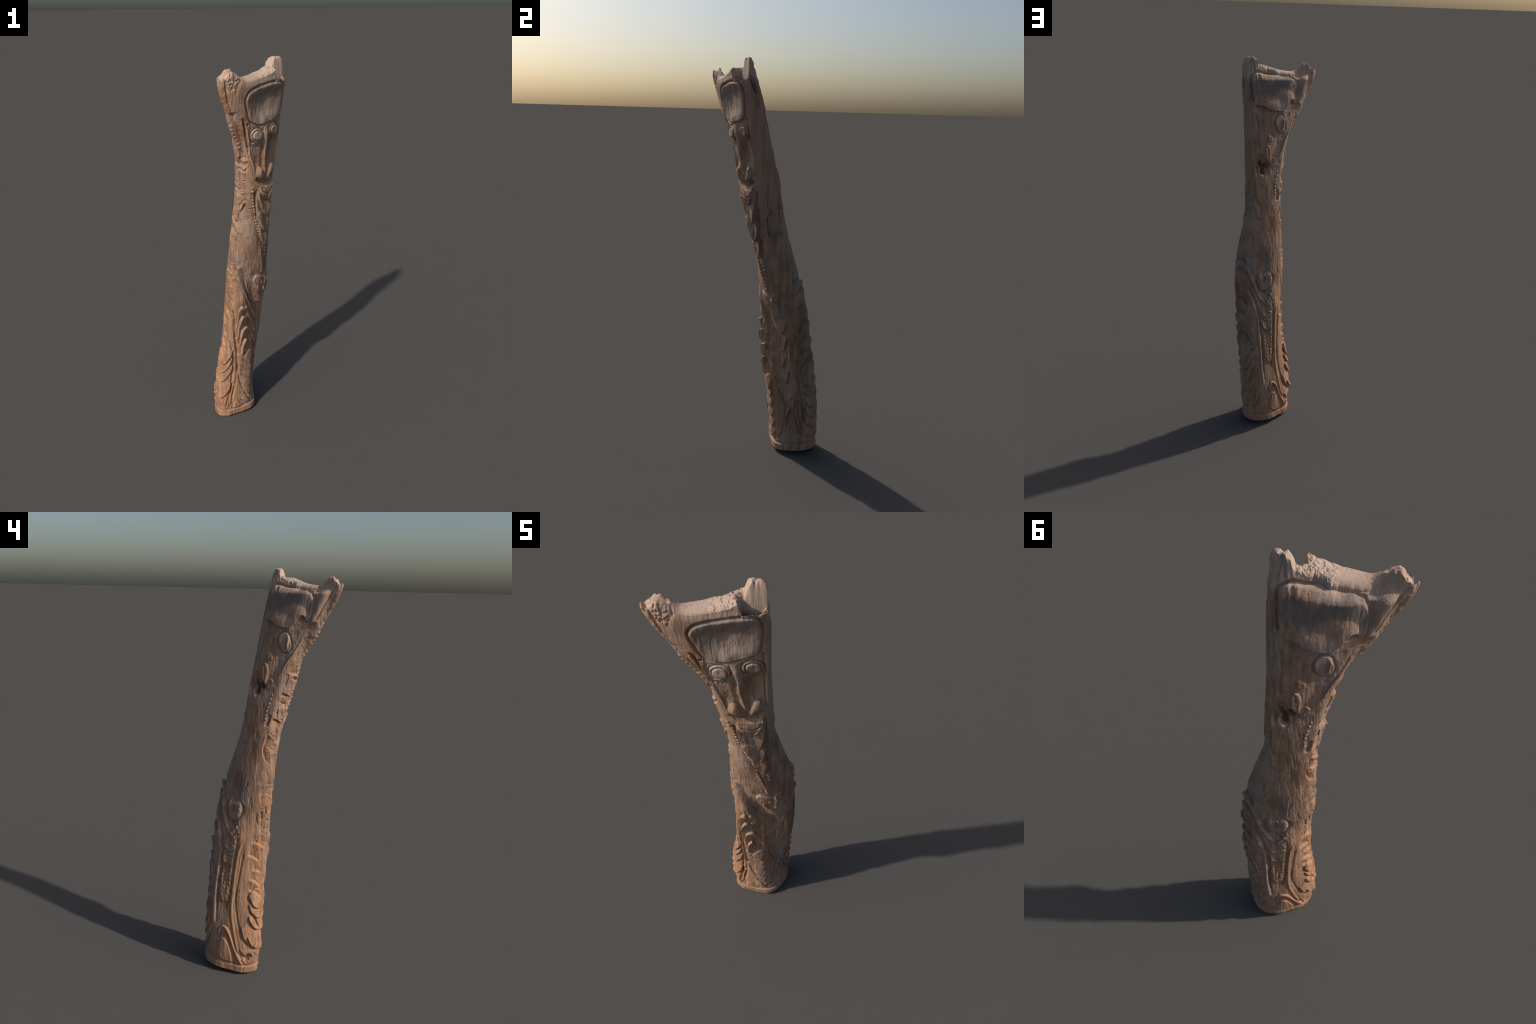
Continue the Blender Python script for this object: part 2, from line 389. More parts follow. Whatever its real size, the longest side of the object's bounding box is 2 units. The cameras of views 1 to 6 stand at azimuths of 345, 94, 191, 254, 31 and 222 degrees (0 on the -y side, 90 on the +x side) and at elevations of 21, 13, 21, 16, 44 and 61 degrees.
# beard
lip([(110, 1.386), (105.5, 1.334), (95.8, 1.282), (82, 1.242), (74.8, 1.236), (67.2, 1.262), (56.8, 1.330), (46.5, 1.400)], h=.008, d=.009, L=.030, side="L", part="beard_chevron")
lip([(110.5, 1.378), (108.8, 1.272), (98.5, 1.212), (85, 1.156), (75.8, 1.146), (66.5, 1.178), (58.8, 1.236), (52.8, 1.316)], h=.008, d=.009, L=.030, side="L", part="beard_chevron")
lip([(109.2, 1.264), (98.3, 1.178), (89.8, 1.110), (79.2, 1.072), (72, 1.066), (65, 1.102), (60.5, 1.166)], h=.008, d=.009, L=.030, side="L", part="beard_chevron")
# mask border
groove([(145, 1.748), (145.2, 1.690), (143.2, 1.630), (139.3, 1.588)], w=.005, d=.009)
ridge([(141.5, 1.710), (139.3, 1.646), (131.8, 1.572), (121, 1.508), (115.2, 1.444)], w=.005, h=.005)
groove([(22.5, 1.724), (24.2, 1.658), (28.5, 1.600), (35.2, 1.530), (42, 1.452)], w=.0035, d=.005)
ridge([(16, 1.728), (17.5, 1.660), (22.5, 1.602), (30.5, 1.530), (38, 1.452)], w=.005, h=.004)
# wing channel
groove([(165, 1.780), (161.8, 1.722), (158.5, 1.660), (155.5, 1.590), (151.8, 1.534)], w=.014, d=.012)
groove([(157.3, 1.924), (161.5, 1.872), (164.8, 1.816), (162.5, 1.770)], w=.005, d=.008)
groove([(144.8, 1.752), (144.5, 1.694), (139.8, 1.620), (135.8, 1.566)], w=.005, d=.009)
# wing notches
beads([(177.8, 1.722), (175.8, 1.672), (171, 1.622), (167.2, 1.576)], r=.008, h=.005, step=.017)
# wing break
crust([(152, 1.952), (121, 1.976), (118.2, 1.954), (135.5, 1.896), (147.8, 1.868), (158.5, 1.884)], amp=.007)
# bead row
beads([(122.8, 1.404), (120, 1.344), (115.5, 1.282), (106.2, 1.210), (98.3, 1.158), (89, 1.104)], r=.0065, h=.0065, step=.0165, part="bead_row")
beads([(88, 1.082), (85.2, 1.046), (79.2, .994), (72.5, .938), (68.8, .890)], r=.006, h=.0045, step=.0165, part="bead_row")
groove([(116.2, 1.374), (108.8, 1.272), (96.2, 1.170), (86, 1.082), (76.5, 1.002), (69.5, .936)], w=.004, d=.004)
beads([(41.5, 1.410), (48.2, 1.338), (55.8, 1.256), (56.8, 1.200)], r=.006, h=.003, step=.018)
beads([(62.8, 1.066), (63.2, 1.032), (61.3, .992)], r=.006, h=.003, step=.018)
# bird head
plate([(97.8, .858), (93, .880), (79.8, .884), (45, .848), (21.8, .788), (35.8, .764), (63, .766), (81.2, .798), (92, .832)], h=.010, bevel=.007, part="bird_head")
eye([(62.8, .832)], rx=.011, rz=.011)
ridge([(79.2, .828), (72.8, .802), (63.2, .776)], w=.004, h=.004)
plate([(51.5, .870), (37.8, .886), (30.2, .864), (28.5, .816), (33.5, .768), (43, .760), (51.5, .780), (53.2, .820)], h=.007, bevel=.006, part="bird_head")
eye([(38.8, .854)], rx=.011, rz=.011)
# lizard
ladder([(164.8, 1.480), (144, 1.488), (144.5, 1.424), (146.2, 1.364), (159.2, 1.366), (165.5, 1.420)], h=.0038, step=.012)
ridge([(178.8, 1.524), (162.8, 1.510), (150.8, 1.494), (142, 1.506), (136.8, 1.534)], w=.006, h=.007, part="lizard")
ridge([(159.8, 1.264), (152, 1.292), (142.8, 1.320), (134.2, 1.304), (121, 1.280)], w=.006, h=.007, part="lizard")
ladder([(136.5, 1.298), (121.2, 1.294), (118, 1.266), (130.3, 1.264)], h=.0038, step=.010)
groove([(140, 1.540), (140.8, 1.506), (146.5, 1.486)], w=.005, d=.008)
groove([(157.3, 1.262), (149.2, 1.276), (142.2, 1.308)], w=.004, d=.006)
groove([(160.2, 1.260), (159.5, 1.198)], w=.004, d=.005)
ladder([(172.8, 1.166), (161, 1.188), (153.2, 1.176), (156.5, 1.136), (163.2, 1.108), (171, 1.110)], h=.0038, step=.011)
# peg row
beads([(233.5, 1.422), (234.8, 1.388), (234.5, 1.356), (235.5, 1.324), (230.3, 1.288)], r=.006, h=.005, step=.017)
groove([(220.5, 1.326), (220.3, 1.294), (224, 1.260)], w=.008, d=.008)
# back forehead panel
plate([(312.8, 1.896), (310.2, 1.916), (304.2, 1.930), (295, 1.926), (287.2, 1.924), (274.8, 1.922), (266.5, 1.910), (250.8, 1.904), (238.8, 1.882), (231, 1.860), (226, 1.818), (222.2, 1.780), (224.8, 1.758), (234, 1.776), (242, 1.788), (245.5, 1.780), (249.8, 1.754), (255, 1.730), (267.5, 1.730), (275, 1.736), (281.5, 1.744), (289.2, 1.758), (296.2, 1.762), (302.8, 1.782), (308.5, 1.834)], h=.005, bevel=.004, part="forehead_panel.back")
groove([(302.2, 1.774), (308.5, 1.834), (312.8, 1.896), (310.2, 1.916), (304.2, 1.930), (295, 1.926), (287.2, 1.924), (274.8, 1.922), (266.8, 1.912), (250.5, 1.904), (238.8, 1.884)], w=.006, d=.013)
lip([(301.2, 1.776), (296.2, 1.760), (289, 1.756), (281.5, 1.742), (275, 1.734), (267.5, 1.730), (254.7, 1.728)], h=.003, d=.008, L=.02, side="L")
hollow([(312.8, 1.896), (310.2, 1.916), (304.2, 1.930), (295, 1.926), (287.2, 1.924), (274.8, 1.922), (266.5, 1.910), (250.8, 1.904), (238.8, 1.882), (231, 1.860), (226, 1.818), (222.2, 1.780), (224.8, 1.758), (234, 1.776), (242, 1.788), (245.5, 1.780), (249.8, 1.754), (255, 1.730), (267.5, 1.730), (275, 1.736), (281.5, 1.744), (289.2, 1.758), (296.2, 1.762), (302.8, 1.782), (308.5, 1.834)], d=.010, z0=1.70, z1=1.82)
pit([(237.8, 1.772)], r=.012, d=.008)
# wing ridge
ridge([(208, 1.732), (212.2, 1.806), (211, 1.866), (207.5, 1.922)], w=.022, h=.013)
groove([(206.8, 1.762), (203.8, 1.836), (198.8, 1.888), (192.2, 1.928)], w=.007, d=.008)
groove([(242.8, 1.906), (235, 1.884), (228.8, 1.872)], w=.005, d=.006)
# back cheeks
plate([(297.2, 1.740), (281, 1.734), (272, 1.722), (253.5, 1.720), (237, 1.720), (216.8, 1.708), (219.2, 1.636), (228.5, 1.574), (233.5, 1.500), (251, 1.462), (278.8, 1.468), (293.5, 1.526), (295.2, 1.672)], h=-.001, bevel=.010)
# back eye
plate([(266.5, 1.668), (267.2, 1.692), (264.5, 1.710), (260.2, 1.714), (252.2, 1.704), (241.5, 1.674), (235.5, 1.648), (235.3, 1.624), (242.8, 1.614), (253.3, 1.622), (262.2, 1.642)], h=.003, bevel=.003, part="eye")
groove([(266.5, 1.668), (267.2, 1.692), (264.5, 1.710), (260.2, 1.714), (252.2, 1.704), (241.5, 1.674), (235.5, 1.648), (235.3, 1.624), (242.8, 1.614), (253.3, 1.622), (262.2, 1.642)], w=.003, d=.006, closed=True)
ridge([(251, 1.700), (246.2, 1.660), (243, 1.626)], w=.005, h=.009)
# back borders
groove([(301, 1.730), (296, 1.694), (294.2, 1.648), (295.5, 1.582), (295.8, 1.530)], w=.005, d=.006)
groove([(207.2, 1.696), (183, 1.586), (214, 1.542), (228, 1.488), (242, 1.454)], w=.014, d=.003)
ridge([(216.5, 1.714), (219.2, 1.636), (228.5, 1.574), (233.5, 1.500)], w=.005, h=.004)
# worn nose
plate([(282.5, 1.520), (280, 1.560), (273, 1.552), (267.2, 1.510), (268, 1.458), (275.3, 1.472)], h=.007, bevel=.004, part="nose")
plate([(278.8, 1.592), (277, 1.614), (267.2, 1.598), (267, 1.578), (273.2, 1.578)], h=.005, bevel=.003)
plate([(274.5, 1.686), (274.2, 1.706), (270, 1.700), (269, 1.672)], h=.004, bevel=.003)
lip([(262.5, 1.484), (255.2, 1.492), (242.5, 1.472)], h=.004, d=.003, L=.012, side="R")
# rotted mouth
plate([(303, 1.492), (293.3, 1.518), (279.5, 1.484), (260.5, 1.456), (268, 1.432), (284.3, 1.408), (298.2, 1.432)], h=-.010, bevel=.010)
pit([(295, 1.472), (290.8, 1.460), (286.8, 1.442), (287.8, 1.422), (280.2, 1.458), (274, 1.452)], r=.0095, d=.026)
crust([(302, 1.496), (279.5, 1.486), (257.3, 1.450), (272.2, 1.424), (286.2, 1.400), (300, 1.432)], amp=.008)
# tongues
lip([(307, 1.392), (307.5, 1.316), (302.5, 1.262), (294, 1.258), (288.8, 1.282)], h=.004, d=.004, L=.012, side="L")
lip([(309.5, 1.246), (308.2, 1.196), (300.5, 1.178), (282.5, 1.184)], h=.004, d=.004, L=.012, side="L")
ridge([(302.2, 1.520), (306.2, 1.480), (307.2, 1.430), (305.5, 1.392), (300, 1.370)], w=.006, h=.007)
groove([(303, 1.460), (300.5, 1.424), (295.5, 1.410)], w=.006, d=.006)
# scoop
lip([(208.2, 1.230), (214, 1.182), (210.5, 1.140), (198.2, 1.102), (179.8, 1.080)], h=.003, d=.008, L=.018, side="R")
lip([(208, 1.236), (186.8, 1.208), (166.3, 1.180)], h=.004, d=.010, L=.018, side="R")
lip([(205.8, 1.172), (187.5, 1.154), (164.5, 1.132)], h=.004, d=.008, L=.015, side="R")
# chips
lip([(208, 1.524), (187.2, 1.514), (138, 1.502)], h=.005, d=.011, L=.020, side="R", soft=.006)
lip([(184.8, 1.492), (151.2, 1.482), (137.5, 1.478)], h=.004, d=.008, L=.020, side="R")
lip([(206.8, 1.432), (182, 1.418), (156.8, 1.404)], h=.004, d=.007, L=.018, side="L")
lip([(211, 1.388), (186.8, 1.374), (162.5, 1.368)], h=.004, d=.009, L=.018, side="R")
lip([(195.8, 1.346), (180, 1.360), (158, 1.348)], h=.006, d=.012, L=.022, side="R", soft=.009)
lip([(210.2, 1.308), (189.2, 1.296), (166.5, 1.278)], h=.004, d=.008, L=.020, side="L")
groove([(188.2, .854), (182.5, .828), (181.2, .800)], w=.004, d=.010)
groove([(195.8, .844), (195.8, .816), (188.8, .780)], w=.003, d=.006)
lip([(197.5, .970), (183.8, .984), (155.8, .970)], h=.003, d=.006, L=.02, side="R")
lip([(193.8, .924), (180.2, .936), (159.8, .914)], h=.003, d=.006, L=.02, side="R")
# split
plate([(23.2, 1.272), (-6.2, 1.310), (-37.5, 1.304), (-34.2, 1.254), (-11.5, 1.190), (26.3, 1.164), (33.5, 1.172)], h=-.006, bevel=.004)
groove([(24.5, 1.274), (31, 1.222), (33, 1.170)], w=.005, d=.014)
crust([(21.5, 1.338), (-45.7, 1.344), (-38.2, 1.208), (-2.7, 1.166), (32, 1.160)], amp=.006)
# back nub
dome([(305, .870), (294.2, .892), (273.5, .904), (252, .878), (246.5, .844), (258.8, .806), (283, .782), (298, .808)], h=.010, part="carved_knob")
crust([(288.2, .878), (273.5, .904), (249.5, .878), (246.5, .844), (258.8, .806), (282.8, .786)], amp=.005)
groove([(304.2, .864), (300.2, .822), (287.5, .782), (259, .800), (241.8, .842), (249, .884)], w=.006, d=.007)
# back stems
ridge([(329.5, .946), (317.8, .886), (306.2, .812), (296, .754), (283.2, .718), (265.2, .744), (243.2, .794)], w=.008, h=.007)
ridge([(323.8, .822), (312.2, .734), (304.2, .636), (300.5, .530), (298, .424), (294, .316), (292, .240)], w=.007, h=.006)
groove([(319.2, .828), (306, .732), (298.5, .632), (295, .526), (293, .420), (289.2, .312)], w=.005, d=.006)
ridge([(220, .714), (239.8, .654), (245.2, .540), (247.5, .432), (242.8, .320), (223.8, .194), (206, .078)], w=.006, h=.004)
groove([(247.2, .714), (254.5, .616), (254.5, .508), (258.8, .394), (265.8, .340)], w=.005, d=.006)
groove([(224.5, .638), (232.2, .498), (234.8, .390), (222, .292), (204.5, .186)], w=.005, d=.006)
# back layers
lip([(302.5, .712), (291.8, .652), (274.2, .632), (256.8, .660)], h=.005, d=.005, L=.014, side="L")
lip([(298, .666), (289, .624), (269.8, .614), (257.8, .624)], h=.005, d=.005, L=.014, side="L")
lip([(299, .628), (292.5, .580), (278.5, .554), (263.8, .578)], h=.005, d=.006, L=.014, side="L")
crust([(296.2, .568), (256.2, .560), (257.5, .400), (279.5, .376), (293.5, .490)], amp=.005)
crust([(296, .754), (249.5, .790), (247.2, .714), (259.2, .652), (283, .662)], amp=.006)
# back arch
ridge([(281, .184), (273, .232), (259.8, .246), (241.5, .204), (218.8, .118), (194.8, .032)], w=.006, h=.007)
groove([(275, .168), (268.2, .212), (258.8, .220), (245.2, .180), (224, .094), (213.2, .038)], w=.004, d=.005)
plate([(270, .080), (267.2, .164), (258, .186), (241.2, .146), (226, .048)], h=.006, bevel=.004, part="leaf_lobe")
groove([(259.2, .182), (257, .070)], w=.002, d=.003)
# back corner lobes
lip([(1, .938), (-16.5, .962), (-28.3, .954), (-34.3, .922)], h=.007, d=.008, L=.016, side="R", part="leaf_lobe")
lip([(345.8, .664), (332.2, .670), (324, .646), (318.2, .612)], h=.007, d=.008, L=.016, side="R", part="leaf_lobe")
lip([(344.8, .584), (332.8, .598), (322.5, .570), (313, .522), (308.8, .478)], h=.007, d=.008, L=.016, side="R", part="leaf_lobe")
lip([(344.8, .522), (333, .552), (323.5, .526), (316.5, .492)], h=.007, d=.008, L=.016, side="R", part="leaf_lobe")
lip([(345.8, .744), (333.2, .756), (326.2, .734), (321.8, .706)], h=.005, d=.013, L=.014, side="R")
lip([(346.2, .414), (336.2, .386), (323.5, .436), (316.2, .488)], h=.006, d=.007, L=.014, side="L", part="leaf_lobe")
lip([(348, .332), (335.5, .334), (320.8, .380), (312.5, .440)], h=.006, d=.007, L=.014, side="L", part="leaf_lobe")
lip([(342.2, .272), (330, .264), (316, .322), (309.8, .388)], h=.006, d=.007, L=.014, side="L", part="leaf_lobe")
lip([(340.2, .212), (324.2, .206), (310.5, .278), (305.5, .358)], h=.006, d=.007, L=.014, side="L", part="leaf_lobe")
lip([(339.2, .152), (324.5, .148), (309.8, .210), (302, .298)], h=.006, d=.007, L=.014, side="L", part="leaf_lobe")
lip([(334.8, .092), (316.2, .100), (302.2, .178), (297.2, .236)], h=.006, d=.007, L=.014, side="L", part="leaf_lobe")
lip([(359, .938), (339.8, .964), (326.5, .936)], h=.007, d=.008, L=.016, side="R", part="leaf_lobe")
lip([(357.2, .886), (339.8, .918), (326.8, .902)], h=.007, d=.008, L=.016, side="R", part="leaf_lobe")
lip([(358.2, .816), (346.5, .828), (340.8, .800)], h=.007, d=.008, L=.016, side="R", part="leaf_lobe")
lip([(4.5, .592), (-6.5, .650), (-20.3, .672), (-33, .650)], h=.007, d=.008, L=.016, side="R", part="leaf_lobe")
lip([(7.3, .502), (0.2, .564), (-13.2, .594), (-34.7, .578)], h=.007, d=.008, L=.016, side="R", part="leaf_lobe")
lip([(359.5, .456), (355, .512), (339.5, .554), (322.5, .526)], h=.007, d=.008, L=.016, side="R", part="leaf_lobe")
lip([(357.5, .682), (347.8, .746), (334, .748)], h=.005, d=.013, L=.014, side="R")
groove([(354.8, .464), (348, .516), (338.8, .536)], w=.003, d=.004)
lip([(1, .438), (-7.8, .406), (-24, .382), (-39.3, .382)], h=.006, d=.007, L=.014, side="L", part="leaf_lobe")
lip([(358.2, .376), (351.5, .358), (339.2, .340), (320.2, .336)], h=.006, d=.007, L=.014, side="L", part="leaf_lobe")
lip([(356.8, .328), (349.5, .296), (337.5, .268), (320.2, .268)], h=.006, d=.007, L=.014, side="L", part="leaf_lobe")
lip([(356.2, .282), (345.5, .224), (323.2, .204)], h=.006, d=.007, L=.014, side="L", part="leaf_lobe")
lip([(359.8, .238), (348.2, .170), (325.2, .136)], h=.006, d=.007, L=.014, side="L", part="leaf_lobe")
lip([(3.7, .178), (-6.2, .112), (-19.2, .090), (-43.3, .074)], h=.006, d=.007, L=.014, side="L", part="leaf_lobe")
# side stems
ridge([(18.2, .678), (19, .590), (15.8, .486), (10.5, .396), (12.8, .332)], w=.006, h=.006)
ridge([(10.5, .526), (7.3, .412), (3.2, .296), (-1, .180), (-9.2, .102)], w=.006, h=.006)
groove([(5, .682), (11.8, .592), (9.8, .504), (4.2, .414), (0.8, .298), (-4.2, .188)], w=.004, d=.006)
groove([(67, .436), (61.3, .386), (50.5, .330), (40, .258), (45, .180), (54, .102), (70.8, .060)], w=.004, d=.006)
# side arch
ridge([(41.2, .166), (33.2, .240), (20.8, .264), (11.8, .236), (4.5, .156), (-6.2, .098)], w=.006, h=.007)
ridge([(37, .122), (30.8, .150), (22.5, .162), (12.8, .144), (6, .082)], w=.006, h=.006)
groove([(38.5, .138), (29.8, .226), (21.5, .242), (14.5, .220), (8.2, .146), (0, .086)], w=.004, d=.006)
# front corner lobes
lip([(134.2, .590), (134.8, .660), (133.2, .704), (124.8, .718), (113.2, .694)], h=.011, d=.010, L=.018, side="R", part="leaf_lobe")
lip([(129.8, .510), (131, .582), (129, .636), (120, .660), (107, .634)], h=.011, d=.010, L=.018, side="R", part="leaf_lobe")
lip([(124, .468), (123.8, .532), (119.3, .574), (106, .586), (95.2, .554)], h=.011, d=.010, L=.018, side="R", part="leaf_lobe")
lip([(118.2, .408), (118.5, .450), (116.5, .492), (108.2, .514), (98.8, .480)], h=.011, d=.010, L=.018, side="R", part="leaf_lobe")
# front stems
groove([(149.2, .704), (142.5, .622), (136.5, .528), (130.3, .420), (126, .286)], w=.006, d=.010)
ridge([(152.5, .656), (144.8, .544), (136.8, .454), (133.8, .368), (134.2, .266), (141.2, .144), (149, .050)], w=.007, h=.005)
groove([(154, .516), (142.5, .456), (137.8, .370), (139.5, .270), (144, .180), (151.8, .050)], w=.006, d=.008)
groove([(125.7, .350), (120.2, .262), (106.8, .176), (85.5, .090), (71.2, .044)], w=.005, d=.007)
groove([(132, .206), (136.5, .158), (139.5, .118)], w=.006, d=.007)
dome([(135.5, .046), (127.5, .098), (106.8, .062), (114.8, .044)], h=.006)
# left corner lobes
lip([(172.8, .040), (151.8, .044), (145.5, .130), (142.2, .238)], h=.004, d=.006, L=.014, side="L")
lip([(198.8, .408), (179, .450), (154.5, .434), (148.3, .424)], h=.004, d=.005, L=.014, side="R")
lip([(201.5, .682), (182.8, .686), (160.5, .656)], h=.007, d=.011, L=.020, side="R", soft=.007, part="leaf_lobe")
lip([(211.5, .624), (190.8, .616), (170.8, .592)], h=.007, d=.011, L=.020, side="R", soft=.007, part="leaf_lobe")
lip([(190.2, .542), (175.8, .544), (163.5, .526)], h=.007, d=.011, L=.020, side="R", soft=.007, part="leaf_lobe")
lip([(198.5, .494), (182, .492), (166.8, .458)], h=.007, d=.011, L=.020, side="R", soft=.007, part="leaf_lobe")
lip([(200.2, .442), (181.2, .438), (166.8, .406)], h=.007, d=.011, L=.020, side="R", soft=.007, part="leaf_lobe")
groove([(191.2, .334), (181.5, .310), (172.8, .252)], w=.006, d=.010)
# left corner hole
pit([(192, .084), (188, .102)], r=.010, d=.022)
# left corner knob
pit([(178.2, .158)], r=.010, d=-.009)
# left corner hole
crust([(198.5, .060), (195, .114), (183.8, .122), (174.5, .170), (166.5, .130), (183.5, .066)], amp=.006)
# splinter crevice
groove([(335.8, 1.832), (342.2, 1.864), (350.8, 1.898), (364.8, 1.932)], w=.007, d=.016)
groove([(350.2, 1.924), (337.8, 1.892), (328.8, 1.842)], w=.004, d=.010)
groove([(323, 1.998), (317, 1.962), (314.8, 1.920)], w=.003, d=.006)
groove([(318, 1.998), (312.5, 1.962), (307.8, 1.928)], w=.0025, d=.005)
groove([(314.5, 1.880), (311, 1.808), (305.2, 1.724), (299.5, 1.652)], w=.003, d=.005)
# worked down areas
plate([(82, .298), (42.5, .318), (39, .094), (85.5, .062)], h=-.008, bevel=.03)
plate([(141.8, .934), (116.7, .918), (80.2, .790), (29, .624), (37.8, .586), (76.8, .664), (119.5, .788)], h=-.016, bevel=.03)
plate([(295, .726), (255, .716), (258.8, .402), (292.2, .420)], h=.008, bevel=.02)
# front corner lobes
lip([(112, .393), (102, .356), (91, .338), (82, .360), (76, .408)], h=.006, d=.006, L=.013, side="L", part="leaf_lobe")
lip([(112, .349), (102, .315), (91, .298), (82, .318), (76, .362)], h=.006, d=.006, L=.013, side="L", part="leaf_lobe")
lip([(112, .290), (102, .259), (91, .244), (82, .262), (76, .303)], h=.006, d=.006, L=.013, side="L", part="leaf_lobe")
lip([(112, .227), (102, .199), (91, .185), (82, .202), (76, .238)], h=.006, d=.006, L=.013, side="L", part="leaf_lobe")
lip([(112, .162), (102, .137), (91, .125), (82, .140), (76, .173)], h=.006, d=.006, L=.013, side="L", part="leaf_lobe")
lip([(112, .105), (102, .083), (91, .072), (82, .085), (76, .114)], h=.006, d=.006, L=.013, side="L", part="leaf_lobe")
# front corner facet
plate([(108, .400), (86, .432), (80, .400), (88, .345), (100, .362)], h=.006, bevel=.010)
# left corner lobes
lip([(138, .455), (146, .405), (158, .361), (170, .352), (183, .367), (194, .425)], h=.008, d=.008, L=.014, side="R", part="leaf_lobe")
lip([(138, .407), (146, .357), (158, .313), (170, .304), (183, .319), (194, .377)], h=.008, d=.008, L=.014, side="R", part="leaf_lobe")
lip([(138, .347), (146, .297), (158, .253), (170, .244), (183, .259), (194, .317)], h=.008, d=.008, L=.014, side="R", part="leaf_lobe")
lip([(138, .240), (146, .190), (158, .146), (170, .137), (183, .152), (194, .210)], h=.008, d=.008, L=.014, side="R", part="leaf_lobe")
lip([(208.8, .258), (200.5, .200), (190, .164), (182.8, .168)], h=.006, d=.007, L=.014, side="L")
lip([(210, .140), (196, .100), (203.5, .068)], h=.006, d=.007, L=.014, side="L")
# drapes
lip([(153.5, .960), (126.8, .886), (109, .802), (78.8, .712), (49.8, .700), (37.2, .676), (26.5, .702), (19.2, .756)], h=.006, d=.007, L=.018, side="L", part="leaf_lobe")
lip([(151, .894), (123.5, .800), (87.8, .678), (53.8, .592), (38, .578), (29.8, .598), (20, .676)], h=.006, d=.007, L=.018, side="L", part="leaf_lobe")
lip([(110.5, .676), (82.2, .594), (53.8, .500), (38.5, .492), (26.8, .554)], h=.006, d=.007, L=.018, side="L", part="leaf_lobe")
lip([(85.5, .546), (76.2, .504), (45.5, .412), (30, .406), (23, .482)], h=.006, d=.007, L=.018, side="L", part="leaf_lobe")
lip([(64.2, .384), (46.2, .328), (26, .308), (17.2, .340)], h=.006, d=.007, L=.018, side="L", part="leaf_lobe")
lip([(47, .308), (31.3, .280), (16.5, .268), (11.8, .324)], h=.006, d=.007, L=.018, side="L", part="leaf_lobe")
# back forehead panel
lip([(254.7, 1.728), (249.3, 1.752), (245, 1.778), (241.2, 1.788), (227.8, 1.764), (221.8, 1.780), (225.2, 1.818), (230.3, 1.858), (237.8, 1.882)], h=.003, d=.006, L=.018, side="L")
# nostrils
dome([(115.2, 1.468), (107, 1.500), (95.5, 1.492), (87, 1.464), (84.2, 1.434), (92.8, 1.424), (106.8, 1.434)], h=.016, part="nose")
dome([(71.5, 1.472), (61.3, 1.504), (50.3, 1.506), (46.2, 1.484), (52, 1.456), (66, 1.440), (77.8, 1.426), (78.5, 1.448)], h=.011, part="nose")

# ------------------------------------------------------------- foot and weathering
# the foot is sawn slightly askew: it rests on the left corner
tilt = .022 * np.clip(((P0[..., 0] + .15) * .45 + (P0[..., 1] - .05) * .9) / .25, 0, 1)
P0[..., 2] += tilt * np.clip(1 - Z / .2, 0, 1)
zf = Z + .004 * noise(P0 * 14, 12)
D += .0035 * smooth(.044, .038, zf) - .005 * bump(zf, .048, .006) - .006 * smooth(.008, 0, Z)
LABEL[Z < .044] = 2
# the splinter narrows upwards
D -= .010 * smooth(1.90, 1.99, Z) * (smooth(50, 15, (colq * 360)[None, :]) + smooth(345, 358, (colq * 360)[None, :]))
# the saddle leans inwards above the plates
angc = (colq * 360)[None, :]
D -= smooth(1.882, 1.925, Z) * (.030 * smooth(190, 225, angc) * smooth(312, 285, angc) + .008 * smooth(40, 70, angc) * smooth(150, 120, angc))
# long drying checks, fibre grain, tool facets, rot on the left corner
fib = noise(P0 * [120, 120, 5], 41) * .6 + noise(P0 * [230, 230, 12], 42) * .4
D += .0011 * fib
D += .0016 * fbm(P0 * [22, 22, 9], 43) + .0015 * fbm(P0 * 60, 44, 2) * smooth(-.2, .5, noise(P0 * 7, 45))
chk = noise(P0 * [75, 75, .9], 46)
D -= .0018 * smooth(.10, .0, np.abs(chk)) * smooth(.2, .6, noise(P0 * [12, 12, 3], 47)) * smooth(.75, .85, Z) * smooth(190, 230, angc)
ang = (colq * 360)[None, :] + 0 * Z
ax_ = np.interp(Z, [0, .3, .7, 1.0, 1.3, 1.5, 1.7, 1.93], [165, 150, 165, 170, 175, 180, 180, 180])
corner = np.exp(-((ang - ax_) / 22)**2)
# broken chips: blocks of random depth and tilt
gi = np.floor(G0 / .030 + .6 * noise(P0 * 18, 60)).astype(np.int64)
zr = Z / .040 + .5 * noise(P0 * [30, 30, 12], 61) + gi * .37
zi = np.floor(zr).astype(np.int64)
chip = _hash(gi, zi, 0 * zi, 77) + .7 * (.5 - (zr - zi)) * np.sign(_hash(gi, zi, 0 * zi, 78))
D += corner**.7 * smooth(1.0, 1.08, Z) * smooth(1.66, 1.56, Z) * .0055 * (chip - .5)
D += corner * smooth(.62, .66, Z) * smooth(1.0, .94, Z) * .003 * (chip - .4)
D += corner * .003 * fbm(P0 * [80, 80, 40], 49)
tp = P0[..., 0] * LONG[0] + P0[..., 1] * LONG[1]
D += smooth(1.86, 1.93, Z) * smooth(0, .03, tp) * .006 * noise(P0 * [110, 110, 7], 51)
rot = corner * smooth(.62, .68, Z) * smooth(.98, .9, Z)
D += rot * .005 * fbm(P0 * 40, 50)

